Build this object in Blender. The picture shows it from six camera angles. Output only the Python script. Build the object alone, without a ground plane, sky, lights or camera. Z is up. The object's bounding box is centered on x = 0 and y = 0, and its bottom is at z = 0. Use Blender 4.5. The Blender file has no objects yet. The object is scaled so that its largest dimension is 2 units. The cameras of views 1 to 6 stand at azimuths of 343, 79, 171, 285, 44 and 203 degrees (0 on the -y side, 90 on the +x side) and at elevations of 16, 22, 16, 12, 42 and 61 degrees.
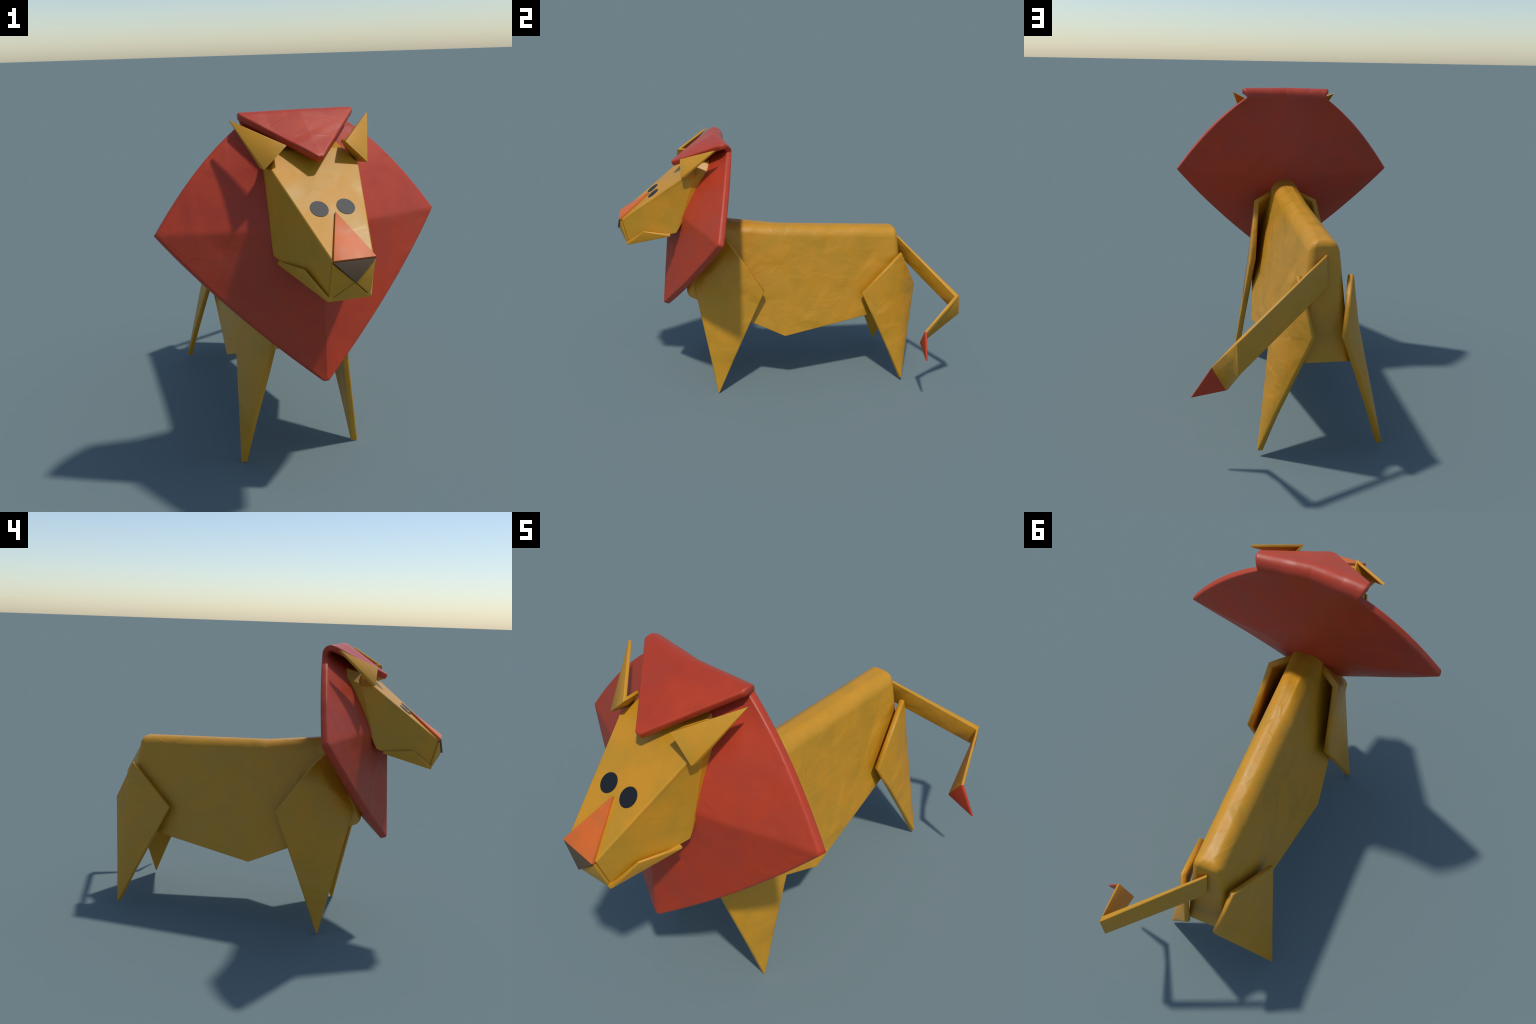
"""Folded-paper lion: every part is a sheet (or a folded block) of thick paper
described by its fold corners, given thickness, and rounded along its edges."""
import bpy, bmesh, math
from mathutils import Vector

V = Vector


# ------------------------------------------------------------------ materials
def paper(name, base, dark, light, rough=0.49, crumple=1.0, mottle=0.5, spec=0.47):
    m = bpy.data.materials.new(name)
    m.use_nodes = True
    nt = m.node_tree
    nt.nodes.clear()
    N, L = nt.nodes.new, nt.links.new

    def math_node(op, a, b=None, clamp=False):
        n = N("ShaderNodeMath")
        n.operation = op
        n.use_clamp = clamp
        for i, v in enumerate((a, b)):
            if v is None:
                continue
            if isinstance(v, (int, float)):
                n.inputs[i].default_value = v
            else:
                L(v, n.inputs[i])
        return n.outputs[0]

    out = N("ShaderNodeOutputMaterial")
    bsdf = N("ShaderNodeBsdfPrincipled")
    L(bsdf.outputs[0], out.inputs[0])
    bsdf.inputs["Roughness"].default_value = rough
    bsdf.inputs["Specular IOR Level"].default_value = spec
    tc = N("ShaderNodeTexCoord")
    co = tc.outputs["Object"]

    # coordinates bent by a noise, so that folds wander
    warp = N("ShaderNodeTexNoise")
    warp.inputs["Scale"].default_value = 3.0
    warp.inputs["Detail"].default_value = 3.0
    L(co, warp.inputs["Vector"])
    sub = N("ShaderNodeVectorMath")
    sub.operation = "SUBTRACT"
    L(warp.outputs["Color"], sub.inputs[0])
    sub.inputs[1].default_value = (0.5, 0.5, 0.5)
    scl = N("ShaderNodeVectorMath")
    scl.operation = "SCALE"
    L(sub.outputs[0], scl.inputs[0])
    scl.inputs["Scale"].default_value = 0.06
    add = N("ShaderNodeVectorMath")
    add.operation = "ADD"
    L(co, add.inputs[0])
    L(scl.outputs[0], add.inputs[1])
    bent = add.outputs[0]

    def voronoi(scale, feature, vec):
        n = N("ShaderNodeTexVoronoi")
        n.feature = feature
        n.inputs["Scale"].default_value = scale
        L(vec, n.inputs["Vector"])
        return n.outputs["Distance"]

    def noise(scale, detail, vec, rough_=0.5, distort=0.0):
        n = N("ShaderNodeTexNoise")
        n.inputs["Scale"].default_value = scale
        n.inputs["Detail"].default_value = detail
        n.inputs["Roughness"].default_value = rough_
        n.inputs["Distortion"].default_value = distort
        L(vec, n.inputs["Vector"])
        return n.outputs["Fac"]

    def ramp(fac, p0, p1):
        n = N("ShaderNodeMapRange")
        n.interpolation_type = "SMOOTHSTEP"
        n.inputs["From Min"].default_value = p0
        n.inputs["From Max"].default_value = p1
        L(fac, n.inputs["Value"])
        return n.outputs["Result"]

    # crumple: every cell of the paper is a small plane tilted its own way
    def planes(scale, tilt, soft):
        cell = N("ShaderNodeTexVoronoi")
        cell.feature = "SMOOTH_F1"
        cell.inputs["Scale"].default_value = scale
        cell.inputs["Smoothness"].default_value = soft
        L(bent, cell.inputs["Vector"])
        c0 = N("ShaderNodeVectorMath")
        c0.operation = "SUBTRACT"
        L(cell.outputs["Color"], c0.inputs[0])
        c0.inputs[1].default_value = (0.5, 0.5, 0.5)
        d0 = N("ShaderNodeVectorMath")
        d0.operation = "SUBTRACT"
        L(bent, d0.inputs[0])
        L(cell.outputs["Position"], d0.inputs[1])
        dot = N("ShaderNodeVectorMath")
        dot.operation = "DOT_PRODUCT"
        L(c0.outputs[0], dot.inputs[0])
        L(d0.outputs[0], dot.inputs[1])
        return math_node("MULTIPLY", dot.outputs["Value"], tilt)

    def creases(scale, width, lo, hi):
        line = math_node("SUBTRACT", 1.0, ramp(voronoi(scale, "DISTANCE_TO_EDGE", bent), 0.0, width))
        return math_node("MULTIPLY", line, ramp(noise(scale * 1.1, 2.0, co), lo, hi))

    # bundles of short wrinkles running one way
    def wrinkles(rot, lo, hi):
        mp = N("ShaderNodeMapping")
        mp.inputs["Rotation"].default_value = rot
        mp.inputs["Scale"].default_value = (6.0, 6.0, 40.0)
        L(bent, mp.inputs["Vector"])
        wave = noise(1.0, 2.0, mp.outputs[0], 0.6)
        patch = N("ShaderNodeMapping")
        patch.inputs["Rotation"].default_value = rot
        patch.inputs["Location"].default_value = (3.1, 7.7, 1.3)
        L(co, patch.inputs["Vector"])
        return math_node("MULTIPLY", wave, ramp(noise(5.0, 1.0, patch.outputs[0]), lo, hi))

    # thin pressed fold lines, present only here and there
    h = math_node("ADD", planes(4.5, 0.22, 0.55), planes(12.0, 0.12, 0.4))
    for rot in ((0.6, 0.2, 0.3), (-0.7, 0.3, 0.9), (1.4, -0.4, 0.2)):
        h = math_node("ADD", h, math_node("MULTIPLY", wrinkles(rot, 0.50, 0.64), 0.0040))
    h = math_node("ADD", h, math_node("MULTIPLY", creases(3.6, 0.035, 0.53, 0.66), 0.0006))
    h = math_node("ADD", h, math_node("MULTIPLY", noise(70.0, 3.0, bent), 0.0003))
    bump = N("ShaderNodeBump")
    bump.inputs["Strength"].default_value = min(1.0, crumple)
    bump.inputs["Distance"].default_value = 1.0
    L(h, bump.inputs["Height"])
    L(bump.outputs[0], bsdf.inputs["Normal"])

    # colour: cloudy pressed-pulp mottling
    cl = ramp(noise(7.0, 4.0, bent, 0.6), 0.36, 0.64)
    mix = N("ShaderNodeMix")
    mix.data_type = "RGBA"
    mix.inputs["A"].default_value = (*dark, 1)
    mix.inputs["B"].default_value = (*light, 1)
    L(cl, mix.inputs["Factor"])
    mix2 = N("ShaderNodeMix")
    mix2.data_type = "RGBA"
    mix2.inputs["Factor"].default_value = mottle
    mix2.inputs["A"].default_value = (*base, 1)
    L(mix.outputs["Result"], mix2.inputs["B"])
    L(mix2.outputs["Result"], bsdf.inputs["Base Color"])
    rr = N("ShaderNodeMapRange")
    rr.inputs["To Min"].default_value = rough - (0.05 if crumple else 0.0)
    rr.inputs["To Max"].default_value = rough + (0.05 if crumple else 0.0)
    L(cl, rr.inputs["Value"])
    L(rr.outputs["Result"], bsdf.inputs["Roughness"])
    return m


YELLOW = paper("ochre_paper", (0.545, 0.256, 0.010), (0.48, 0.245, 0.014), (0.61, 0.262, 0.008), crumple=0.29)
FACE = paper("face_paper", (0.545, 0.256, 0.010), (0.49, 0.25, 0.013), (0.61, 0.262, 0.008), crumple=0.11, mottle=0.7)
RED = paper("red_paper", (0.455, 0.040, 0.009), (0.39, 0.040, 0.016), (0.50, 0.040, 0.006), crumple=0.16)
ORANGE = paper("orange_paper", (0.63, 0.132, 0.016), (0.54, 0.130, 0.022), (0.70, 0.132, 0.012), crumple=0.05, mottle=0.8)
BROWN = paper("dark_nose_paper", (0.105, 0.062, 0.030), (0.10, 0.060, 0.029), (0.11, 0.065, 0.031), crumple=0.03)
BLACK = paper("black_eye_paper", (0.003, 0.004, 0.006), (0.003, 0.004, 0.006), (0.003, 0.004, 0.006), rough=0.55, crumple=0.0, spec=0.5)


# ------------------------------------------------------------------ helpers
def smooth(me, angle=None):
    for p in me.polygons:
        p.use_smooth = True
    if angle is not None:
        me.set_sharp_from_angle(angle=math.radians(angle))


def make(name, bm, mat, parent):
    me = bpy.data.meshes.new(name)
    bm.to_mesh(me)
    bm.free()
    me.materials.append(mat)
    ob = bpy.data.objects.new(name, me)
    bpy.context.collection.objects.link(ob)
    ob.parent = parent
    return ob


def bake(ob):
    dg = bpy.context.evaluated_depsgraph_get()
    dg.update()
    me = bpy.data.meshes.new_from_object(ob.evaluated_get(dg))
    old = ob.data
    ob.modifiers.clear()
    ob.data = me
    me.name = old.name
    bpy.data.meshes.remove(old)


def mesh(verts, faces):
    bm = bmesh.new()
    vs = [bm.verts.new(V(v)) for v in verts]
    for f in faces:
        bm.faces.new([vs[i] for i in f])
    bm.normal_update()
    return bm


def sheet(name, verts, faces, thick, mat, parent, toward, round_=0.004, segs=3, crease=None):
    """A folded sheet: outer fold corners, thickened away from 'toward'.
    'toward' is a direction the outer side of the first face looks to."""
    bm = mesh(verts, faces)
    bmesh.ops.recalc_face_normals(bm, faces=bm.faces)
    bm.faces.ensure_lookup_table()
    bm.normal_update()
    if bm.faces[0].normal.dot(V(toward)) < 0:
        bmesh.ops.reverse_faces(bm, faces=bm.faces)
    ob = make(name, bm, mat, parent)
    s = ob.modifiers.new("thickness", "SOLIDIFY")
    s.thickness = thick
    s.offset = -1
    s.use_even_offset = True
    b = ob.modifiers.new("rounding", "BEVEL")
    b.width = round_
    b.segments = segs
    b.limit_method = "ANGLE"
    b.angle_limit = math.radians(30)
    b.harden_normals = False
    bake(ob)
    smooth(ob.data, 40)
    return ob


def block(name, verts, faces, weights, width, mat, parent, segs=6, default=0.0):
    """A closed folded block whose listed edges are rounded by width*weight."""
    bm = mesh(verts, faces)
    bmesh.ops.recalc_face_normals(bm, faces=bm.faces)
    lay = bm.edges.layers.float.new("bevel_weight_edge")
    bm.verts.ensure_lookup_table()
    for e in bm.edges:
        k = frozenset(v.index for v in e.verts)
        e[lay] = weights.get(k, default)
    ob = make(name, bm, mat, parent)
    b = ob.modifiers.new("rounding", "BEVEL")
    b.width = width
    b.segments = segs
    b.limit_method = "WEIGHT"
    b.harden_normals = True
    for p in ob.data.polygons:
        p.use_smooth = True
    bake(ob)
    return ob


def mx(p):
    return (-p[0], p[1], p[2])


def lerp(a, b, t):
    return V(a) * (1 - t) + V(b) * t


def bez(a, c, b, t):
    return V(a) * (1 - t) ** 2 + V(c) * (2 * t * (1 - t)) + V(b) * t * t


def empty(name, parent=None):
    e = bpy.data.objects.new(name, None)
    bpy.context.collection.objects.link(e)
    e.parent = parent
    return e


lion = empty("paper_lion")
lion["label"] = "folded ochre paper lion with a red mane and a bent tail"
lion["category"] = "paper animal"

# ------------------------------------------------------------------ torso
# right half corners, mirrored by index + 7
half = [
    (0.064, 0.678, 0.955),   # 0 ridge at the rump
    (0.062, -0.067, 0.983),  # 1 ridge at the dip of the back
    (0.060, -0.430, 1.029),  # 2 ridge at the neck
    (0.154, -0.632, 0.612),  # 3 chest corner
    (0.226, -0.029, 0.336),  # 4 belly, lowest and widest
    (0.107, 0.771, 0.447),   # 5 rear bottom corner
]
n = len(half)
tv = half + [mx(p) for p in half]
r = lambda i: i + n
tf = [
    (0, 1, 7, 6), (1, 2, 8, 7),                # back ridge
    (0, 5, 4, 1), (1, 4, 3, 2),                # right flank
    (6, 7, 10, 11), (7, 8, 9, 10),             # left flank
    (2, 3, 9, 8),                              # chest
    (3, 4, 10, 9), (4, 5, 11, 10),             # belly
    (0, 6, 11, 5),                             # rump
]
w = {}


def both(a, b, v):
    w[frozenset((a, b))] = v
    w[frozenset((r(a), r(b)))] = v


both(0, 1, 1.06); both(1, 2, 1.06)
both(0, 5, 0.55); both(2, 3, 0.5)
w[frozenset((0, 6))] = 0.55
w[frozenset((3, 9))] = 1.0
both(3, 4, 0.08); both(4, 5, 0.08)
w[frozenset((4, 10))] = 0.08
w[frozenset((5, 11))] = 0.08
block("torso", tv, tf, w, 0.056, YELLOW, lion)

# ------------------------------------------------------------------ legs
def thicken(bm, thick, round_, narrow):
    """Give an open sheet a thickness behind its faces and a half-round rim;
    the rounding fades out towards the sharp corner 'narrow'."""
    bm.normal_update()
    nrm = {v: v.normal.copy() for v in bm.verts}
    fac = {v: min(v.calc_shell_factor(), 1.6) for v in bm.verts}
    tip = [v for v in bm.verts if (v.co - narrow).length < 0.025]
    mean = sum((nrm[v] for v in tip), V((0, 0, 0))).normalized()
    for v in tip:                                 # the narrow end stays one flat blade
        nrm[v], fac[v] = mean, 1.0
    front = list(bm.faces)
    start = next(e for e in bm.edges if e.is_boundary)
    f0 = start.link_loops[0]
    loop, v = [f0.vert], f0.link_loop_next.vert
    while v is not loop[0]:                       # walk round the border
        prev = loop[-1]
        loop.append(v)
        v = next(e.other_vert(v) for e in v.link_edges if e.is_boundary and e.other_vert(v) is not prev)
    n_ = len(loop)
    inset, outer = [], []
    for k, v in enumerate(loop):
        d0 = (v.co - loop[k - 1].co).normalized()
        d1 = (loop[(k + 1) % n_].co - v.co).normalized()
        w0, w1 = nrm[v].cross(d0), nrm[v].cross(d1)
        w_ = (w0 + w1).normalized()
        outer.append(v.co.copy())
        fade = min(1.0, 0.08 + (v.co - narrow).length / 0.12)
        inset.append(w_ * round_ * fade / max(0.75, w_.dot(w1)))
    back = {}
    for v in list(nrm):
        back[v] = bm.verts.new(v.co - nrm[v] * thick * fac[v])
    for f in front:
        bm.faces.new([back[v] for v in reversed(f.verts)])
    ring = []
    for k, v in enumerate(loop):
        o, b_, i_ = outer[k], back[v].co.copy(), inset[k]
        g = (b_ - o)
        e = min(round_, 0.48 * g.length)
        g.normalize()
        v.co = o + i_
        back[v].co = b_ + i_
        pts = [bez(o + i_, o, o + g * e, u) for u in (0.33, 0.67, 1)]
        pts += [bez(b_ - g * e, b_, b_ + i_, u) for u in (0, 0.33, 0.67)]
        ring.append([v] + [bm.verts.new(p) for p in pts] + [back[v]])
    for k in range(n_):
        a, b_ = ring[k], ring[(k + 1) % n_]
        for u in range(7):
            bm.faces.new((a[u], a[u + 1], b_[u + 1], b_[u]))
    bmesh.ops.recalc_face_normals(bm, faces=bm.faces)


def leg(name, A, B, C, D, thick, side, shoulder=None):
    """A four-cornered blade (top A, elbow B, foot C, corner D) softly creased
    from A to C; 'shoulder' = (E, F) adds a panel folded inwards along A-D."""
    A, B, C, D = map(V, (A, B, C, D))
    foot = 0.010
    c1, c2 = C + (B - C).normalized() * foot, C + (D - C).normalized() * foot
    ts = [0.0, 0.17, 0.34, 0.55, 0.78, 1.0]
    KNEE = 0.34

    def poly(p, q, r_, t):
        return lerp(p, q, t / KNEE) if t <= KNEE else lerp(q, r_, (t - KNEE) / (1 - KNEE))

    bm = bmesh.new()
    apex = bm.verts.new(A)
    rows = []
    for t in ts[1:]:
        p1, p2, m = poly(A, B, c1, t), poly(A, D, c2, t), lerp(A, (c1 + c2) / 2, t)
        k = 0.6                                   # half width of the soft crease
        pts = [p1]
        for u in (0, 0.25, 0.5, 0.75, 1):
            pts.append(bez(lerp(m, p1, k), m, lerp(m, p2, k), u))
        pts.append(p2)
        rows.append([bm.verts.new(p) for p in pts])
    for i in range(6):
        bm.faces.new((apex, rows[0][i], rows[0][i + 1]))
    for a, b in zip(rows, rows[1:]):
        for i in range(6):
            bm.faces.new((a[i], b[i], b[i + 1], a[i + 1]))
    if shoulder:
        E_, F = shoulder
        rail = [apex] + [rw[-1] for rw, t in zip(rows, ts[1:]) if t <= KNEE + 1e-6]
        inner = [bm.verts.new(lerp(E_, F, j / (len(rail) - 1))) for j in range(len(rail))]
        for j in range(len(rail) - 1):
            bm.faces.new((rail[j], rail[j + 1], inner[j + 1], inner[j]))
    bmesh.ops.recalc_face_normals(bm, faces=bm.faces)
    bm.normal_update()
    bm.faces.ensure_lookup_table()
    if bm.faces[0].normal.x * side < 0:
        bmesh.ops.reverse_faces(bm, faces=bm.faces)
    thicken(bm, thick, 0.0105, C)
    ob = make(name, bm, YELLOW, lion)
    for p in ob.data.polygons:
        p.use_smooth = True
    wn = ob.modifiers.new("flat panels", "WEIGHTED_NORMAL")
    wn.weight = 90
    bake(ob)
    return ob


for s in (1, -1):
    X = lambda p: (p[0] * s, p[1], p[2])
    leg("front_leg", X((0.176, -0.362, 0.917)), X((0.217, -0.165, 0.636)), X((0.282, -0.437, -0.007)),
        X((0.151, -0.575, 0.660)), 0.030, s, (X((0.066, -0.421, 0.968)), X((0.045, -0.632, 0.712))))
    leg("hind_leg", X((0.121, 0.704, 0.814)), X((0.187, 0.450, 0.585)), X((0.284, 0.727, 0.014)),
        X((0.071, 0.832, 0.585)), 0.027, s)

# ------------------------------------------------------------------ mane
FOLD_Y, FOLD_Z, R_OUT, R_IN = -0.421, 1.472, 0.048, 0.018
SLOPE = math.radians(30.5)
TIP_FLAP = (0.0, -0.690, 1.372)
BEND = 0.022                       # the fold line bows forward in the middle
fold_r = V((0.216, -0.373, 1.472))
fold_f = V((0.216, -0.403, 1.472))
tip_r, tip_f = V((0.597, -0.456, 1.076)), V((0.594, -0.487, 1.086))
bot_r, bot_f = V((0.008, -0.716, 0.486)), V((0.008, -0.747, 0.498))
ctl_ur, ctl_lr = V((0.413, -0.4025, 1.331)), V((0.372, -0.580, 0.790))
ctl_uf, ctl_lf = V((0.407, -0.429, 1.355)), V((0.369, -0.612, 0.800))
q_f = V((0, -0.706, 1.11))
crest = V((0, -0.575, 1.430))        # the front sheet rises under the forelock
steps = lambda k, pad: sorted(set([0, 1] + ([pad, 1 - pad] if pad else []) + [i / k for i in range(1, k)]))
spine_lo, spine_hi = V((0, bot_r.y, bot_r.z)), V((0, fold_r.y - BEND, fold_r.z))
swell, nape = V((0, -0.29, 0.86)), V((0, -0.395, 1.19))   # the back swells where it meets the neck
back_line = lambda t: (spine_lo * (1 - t) ** 3 + swell * (3 * t * (1 - t) ** 2)
                       + nape * (3 * t * t * (1 - t)) + spine_hi * t ** 3)
rows_r, rows_f = [], []            # (centre point, edge point) per row


def row(cr, er, cf, ef):
    rows_r.append((V(cr), V(er)))
    rows_f.append((V(cf), V(ef)))


for t in steps(12, 0.02):
    row(back_line(t / 2), bez(bot_r, ctl_lr, tip_r, t),
        lerp((0, bot_f.y, bot_f.z), q_f, t), bez(bot_f, ctl_lf, tip_f, t))
for t in steps(14, 0.02)[1:]:
    row(back_line(0.5 + t / 2), bez(tip_r, ctl_ur, fold_r, t),
        bez(q_f, crest, (0, fold_f.y - BEND, fold_f.z), t), bez(tip_f, ctl_uf, fold_f, t))
ARC = 10
half_w = lambda k: 0.216 + 0.020 * k
for i in range(1, ARC + 1):
    a = (math.pi / 2 + SLOPE) * i / ARC
    o = lambda rad: (FOLD_Y + rad * math.cos(a), FOLD_Z + rad * math.sin(a))
    (yo, zo), (yi, zi) = o(R_OUT), o(R_IN)
    x = half_w(min(1, 1.6 * i / ARC))
    b = BEND
    row((0, yo - b, zo + 0.003), (x, yo, zo), (0, yi - b, zi), (x, yi, zi))
yo, zo = FOLD_Y - R_OUT * math.sin(SLOPE), FOLD_Z + R_OUT * math.cos(SLOPE)
yi, zi = FOLD_Y - R_IN * math.sin(SLOPE), FOLD_Z + R_IN * math.cos(SLOPE)
th = R_OUT - R_IN
ti = (TIP_FLAP[1] + th * math.sin(SLOPE), TIP_FLAP[2] - th * math.cos(SLOPE))
for t in [0.04] + [k / 10 for k in range(1, 11)]:
    x = 0.236 * (1 - t) + 0.009 * t
    y1, z1 = yo + (TIP_FLAP[1] - yo) * t, zo + (TIP_FLAP[2] - zo) * t
    y0, z0 = yi + (ti[0] - yi) * t, zi + (ti[1] - zi) * t
    b = BEND * (1 - t)
    row((0, y1 - b, z1 + 0.003 * (1 - t)), (x, y1, z1), (0, y0 - b, z0), (x, y0, z0))
cols = [0, 0.015, 0.12, 0.25, 0.38, 0.5, 0.62, 0.74, 0.86]
ROUND = 0.010                      # edge rounding of the thick paper
bm = bmesh.new()


def grid(rows):
    g = []
    for c, e in rows:
        c, e = V(c), V(e)
        wid = (e - c).length
        inset = min(ROUND * 1.6 / wid, 0.3)
        ts = [t * (1 - inset) / 0.86 if t > 0.12 else t for t in cols] + [1.0]
        half_row = [lerp(c, e, t) for t in ts]
        g.append([V((-p.x, p.y, p.z)) for p in reversed(half_row[1:])] + half_row)
    return g


gr, gf = grid(rows_r), grid(rows_f)
NR, NC = len(gr), len(gr[0])
loop = [(i, 0) for i in range(NR)] + [(NR - 1, j) for j in range(1, NC)] \
    + [(i, NC - 1) for i in range(NR - 2, -1, -1)] + [(0, j) for j in range(NC - 2, 0, -1)]
# rounded rim: at every border point a quarter turn off each sheet
rim_pts = {}
for i, j in loop:
    ii = min(max(i, 1), NR - 2)
    jj = min(max(j, 1), NC - 2)
    R_, F_ = gr[i][j].copy(), gf[i][j].copy()
    gap = F_ - R_
    e = min(ROUND, 0.48 * gap.length)
    gap.normalize()
    r_in, f_in = gr[ii][jj] - R_, gf[ii][jj] - F_
    er, ef = min(e, 0.5 * r_in.length), min(e, 0.5 * f_in.length)
    r_in.normalize()
    f_in.normalize()
    prof = [bez(R_ + r_in * er, R_, R_ + gap * e, u) for u in (0, 0.33, 0.67, 1)]
    prof += [bez(F_ - gap * e, F_, F_ + f_in * ef, u) for u in (0, 0.33, 0.67, 1)]
    rim_pts[i, j] = prof
vr, vf = {}, {}
for i in range(NR):
    for j in range(NC):
        rp = rim_pts.get((i, j))
        vr[i, j] = bm.verts.new(rp[0] if rp else gr[i][j])
        vf[i, j] = bm.verts.new(rp[-1] if rp else gf[i][j])
for v in (vr, vf):
    for i in range(NR - 1):
        for j in range(NC - 1):
            bm.faces.new((v[i, j], v[i, j + 1], v[i + 1, j + 1], v[i + 1, j]))
rim = {k: [vr[k]] + [bm.verts.new(p) for p in rim_pts[k][1:-1]] + [vf[k]] for k in loop}
for k, nx in zip(loop, loop[1:] + loop[:1]):
    for u in range(7):
        bm.faces.new((rim[k][u], rim[nx][u], rim[nx][u + 1], rim[k][u + 1]))
bmesh.ops.recalc_face_normals(bm, faces=bm.faces)
mane = make("mane", bm, RED, lion)
smooth(mane.data)

# ------------------------------------------------------------------ head
face_z = lambda y: 1.058 + 0.786 * (y + 0.976)   # slope of the forehead
hh = [
    (0.078, -0.9715, 1.0615),          # 0 nose bridge end
    (0.078, -0.9375, 0.917),          # 1 chin
    (0.174, -0.640, 1.322),          # 2 brow corner
    (0.186, -0.670, 1.010),          # 3 jaw corner
    (0.183, -0.578, 1.327),          # 4 cheek, top rear
    (0.137, -0.566, 1.380),          # 5 crown
    (0.130, -0.486, 1.405),          # 6 crown, rear
    (0.170, -0.500, 1.358),          # 7 temple, rear
]
n = len(hh)
hv = hh + [mx(p) for p in hh]
q = lambda *ids: tuple(ids)
R8 = lambda ids: tuple(i + n for i in reversed(ids))
side = [(0, 2, 4), (0, 4, 3), (0, 3, 1), (2, 5, 4), (5, 6, 7, 4), (4, 7, 3)]
hf = side + [R8(f) for f in side] + [
    (0, 8, 10, 2), (2, 10, 13, 5), (5, 13, 14, 6), (0, 1, 9, 8), (1, 3, 11, 9),
    (6, 14, 15, 7), (7, 15, 11, 3)]
w = {}


def both8(a, b, v):
    w[frozenset((a, b))] = v
    w[frozenset((a + n, b + n))] = v


both8(0, 2, 0.35); both8(0, 1, 0.10); both8(3, 4, 0.15); both8(1, 3, 0.10)
w[frozenset((3, 11))] = 1.0
w[frozenset((2, 10))] = 0.0
both8(0, 4, 0.0); both8(0, 3, 0.0)
w[frozenset((1, 9))] = 0.35
head = block("head", hv, hf, w, 0.030, FACE, lion, segs=5, default=0.06)

# muzzle: three triangular flaps folded over the snout, and the nose over them
c = (0, -0.991, 0.983)
nt, nb = (0.080, -0.981, 1.053), (0.080, -0.947, 0.911)
for s in (1, -1):
    X = lambda p: (p[0] * s, p[1], p[2])
    sheet("muzzle_flap", [X(nt), X(nb), (0.002 * s, c[1], c[2])], [(0, 1, 2)], 0.012, FACE, head, (0, -1, 0), 0.003, 3)
sheet("chin_flap", [(0.076, -0.9465, 0.908), (-0.076, -0.9465, 0.908), (0, -0.990, 0.979)], [(0, 1, 2)],
      0.012, FACE, head, (0, -1, 0), 0.003, 3)
sheet("nose", [(0.080, -0.986, 1.060), (-0.080, -0.986, 1.060), (0, -1.0, 0.984)], [(0, 1, 2)],
      0.010, BROWN, head, (0, -1, 0), 0.0015, 2)
sheet("nose_bridge", [(0.079, -0.988, 1.066), (-0.079, -0.988, 1.066), (0, -0.820, 1.194)], [(0, 1, 2)],
      0.016, ORANGE, head, (0, -0.6, 0.8), 0.0015, 2)

# mouth: a band under the jaw, its ends turned up over the cheeks
sheet("lip", [(0.083, -0.948, 0.906), (0.138, -0.856, 1.004), (0.184, -0.706, 0.988),
              (-0.184, -0.706, 0.988), (-0.138, -0.856, 1.004), (-0.083, -0.948, 0.906)],
      [(0, 1, 2), (0, 2, 3, 5), (3, 4, 5)], 0.008, FACE, head, (1, 0, 0), 0.0025, 3)

# eyes: flat discs laid on the sloping face
along = V((0, 1, 0.786)).normalized()
up = V((0, -0.786, 1)).normalized()
eye_me = None
for s in (1, -1):
    bm = bmesh.new()
    top, low = [], []
    for k in range(64):
        a = 2 * math.pi * k / 64
        d = V((0.0345 * math.cos(a), 0, 0)) + along * (0.0365 * math.sin(a))
        top.append(bm.verts.new(d * 0.985 + up * 0.0015))
        low.append(bm.verts.new(d - up * 0.004))
    bm.faces.new(top)
    bm.faces.new(list(reversed(low)))
    for k in range(64):
        bm.faces.new((top[k], low[k], low[(k + 1) % 64], top[(k + 1) % 64]))
    bmesh.ops.recalc_face_normals(bm, faces=bm.faces)
    ob = make("eye", bm, BLACK, head)
    ob.location = (0.051 * s, -0.794, face_z(-0.794))

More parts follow.
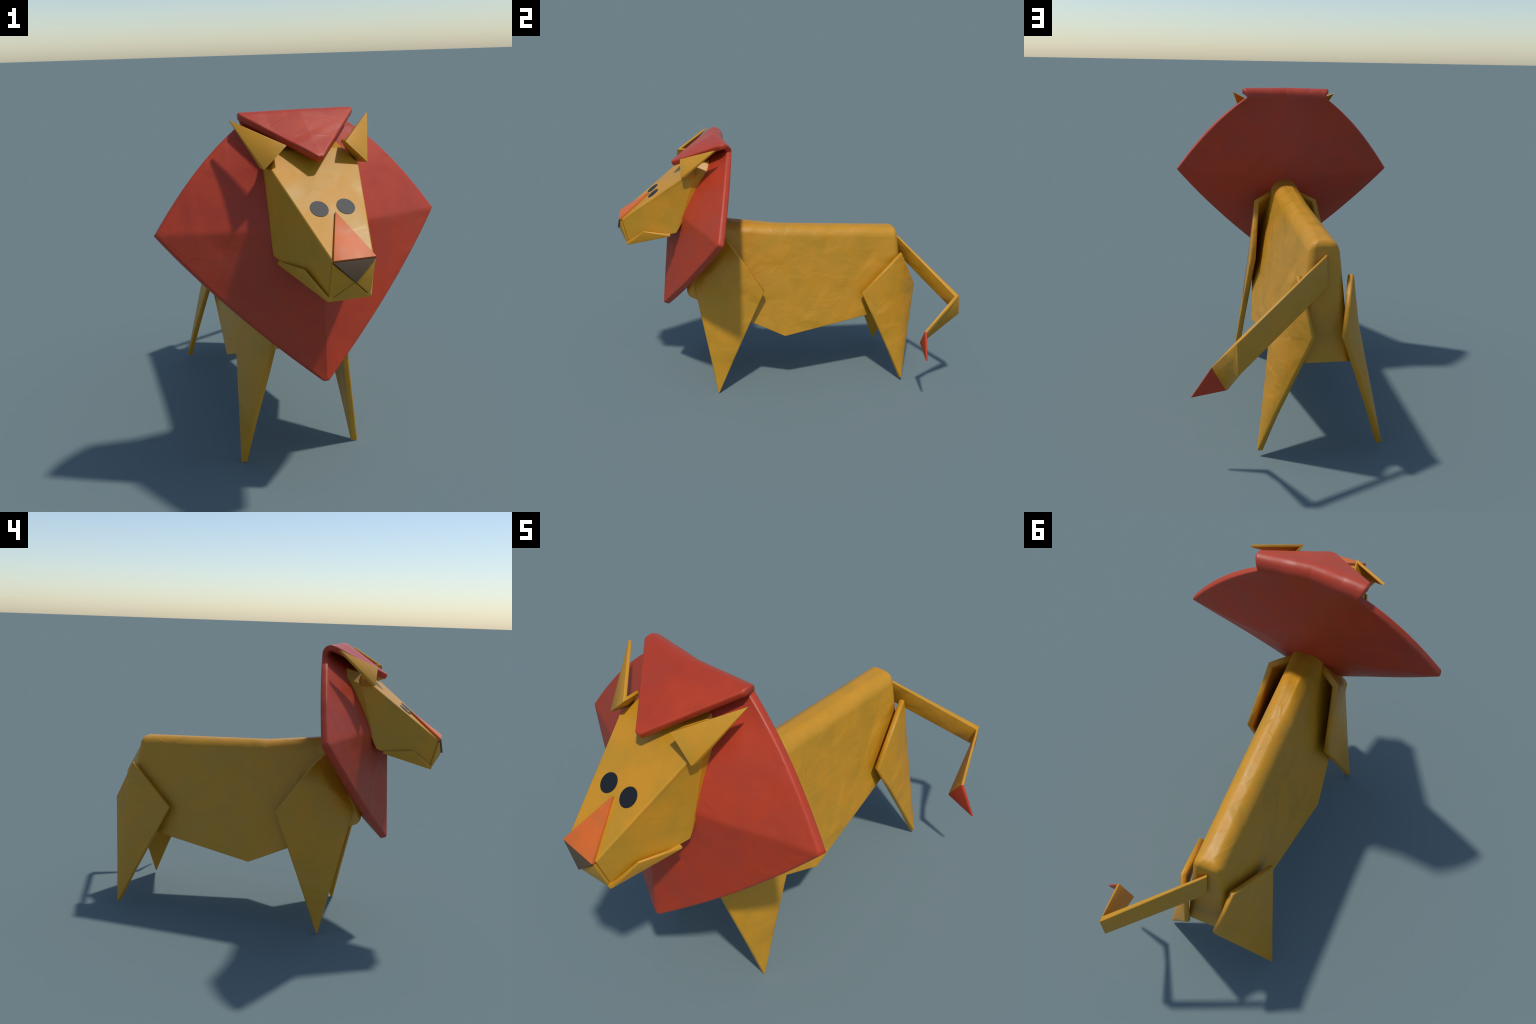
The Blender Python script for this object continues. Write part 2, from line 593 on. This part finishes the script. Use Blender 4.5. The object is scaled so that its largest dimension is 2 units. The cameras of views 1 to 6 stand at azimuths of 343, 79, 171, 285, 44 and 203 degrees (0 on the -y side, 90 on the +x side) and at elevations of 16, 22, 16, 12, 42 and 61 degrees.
# ears: an upright leaf folded off a flap that stands on the brow
for s in (1, -1):
    X = lambda p: (p[0] * s, p[1], p[2])
    T_, I, O, M, K = (0.286, -0.474, 1.500), (0.116, -0.646, 1.412), (0.205, -0.649, 1.329), \
        (0.184, -0.574, 1.322), (0.128, -0.572, 1.404)
    sheet("ear", [X(p) for p in (T_, I, O, M, K)], [(0, 1, 2), (1, 2, 3, 4)], 0.012, FACE, head,
          (0.2 * s, -1, 0.5), 0.002, 2)

# ------------------------------------------------------------------ tail
t0, b0 = (-0.009, 0.699, 0.8985), (-0.009, 0.7305, 0.7665)
t1, b1 = (0.393, 0.980, 0.641), (0.390, 0.998, 0.516)
t2, b2 = (0.478, 0.765, 0.450), (0.416, 0.772, 0.342)
t3 = (0.566, 0.753, 0.307)
bm = mesh([t0, b0, b1, t1, b2, t2, t3], [(0, 1, 2, 3), (3, 2, 4, 5), (5, 4, 6)])
if bm.faces[:][0].normal.dot(V((-1, 1, 0))) < 0:
    bmesh.ops.reverse_faces(bm, faces=bm.faces)
bm.faces.ensure_lookup_table()
bm.faces[2].material_index = 1
tail = make("tail", bm, YELLOW, lion)
tail.data.materials.append(RED)
md = tail.modifiers.new("thickness", "SOLIDIFY")
md.thickness, md.offset, md.use_even_offset = 0.0125, -1, True
b = tail.modifiers.new("rounding", "BEVEL")
b.width, b.segments, b.limit_method = 0.0045, 3, "ANGLE"
b.angle_limit = math.radians(30)
bake(tail)
smooth(tail.data, 40)
# the red tuft is a part of its own: split it off at the colour border
tip = tail.copy()
tip.data = tail.data.copy()
tip.name = tip.data.name = "tail_tip"
bpy.context.collection.objects.link(tip)
tip.parent = tail
for ob, keep in ((tail, 0), (tip, 1)):
    bm = bmesh.new()
    bm.from_mesh(ob.data)
    bmesh.ops.delete(bm, geom=[f for f in bm.faces if f.material_index != keep], context="FACES")
    for f in bm.faces:
        f.material_index = 0
    bm.to_mesh(ob.data)
    bm.free()
    ob.data.materials.clear()
    ob.data.materials.append((YELLOW, RED)[keep])
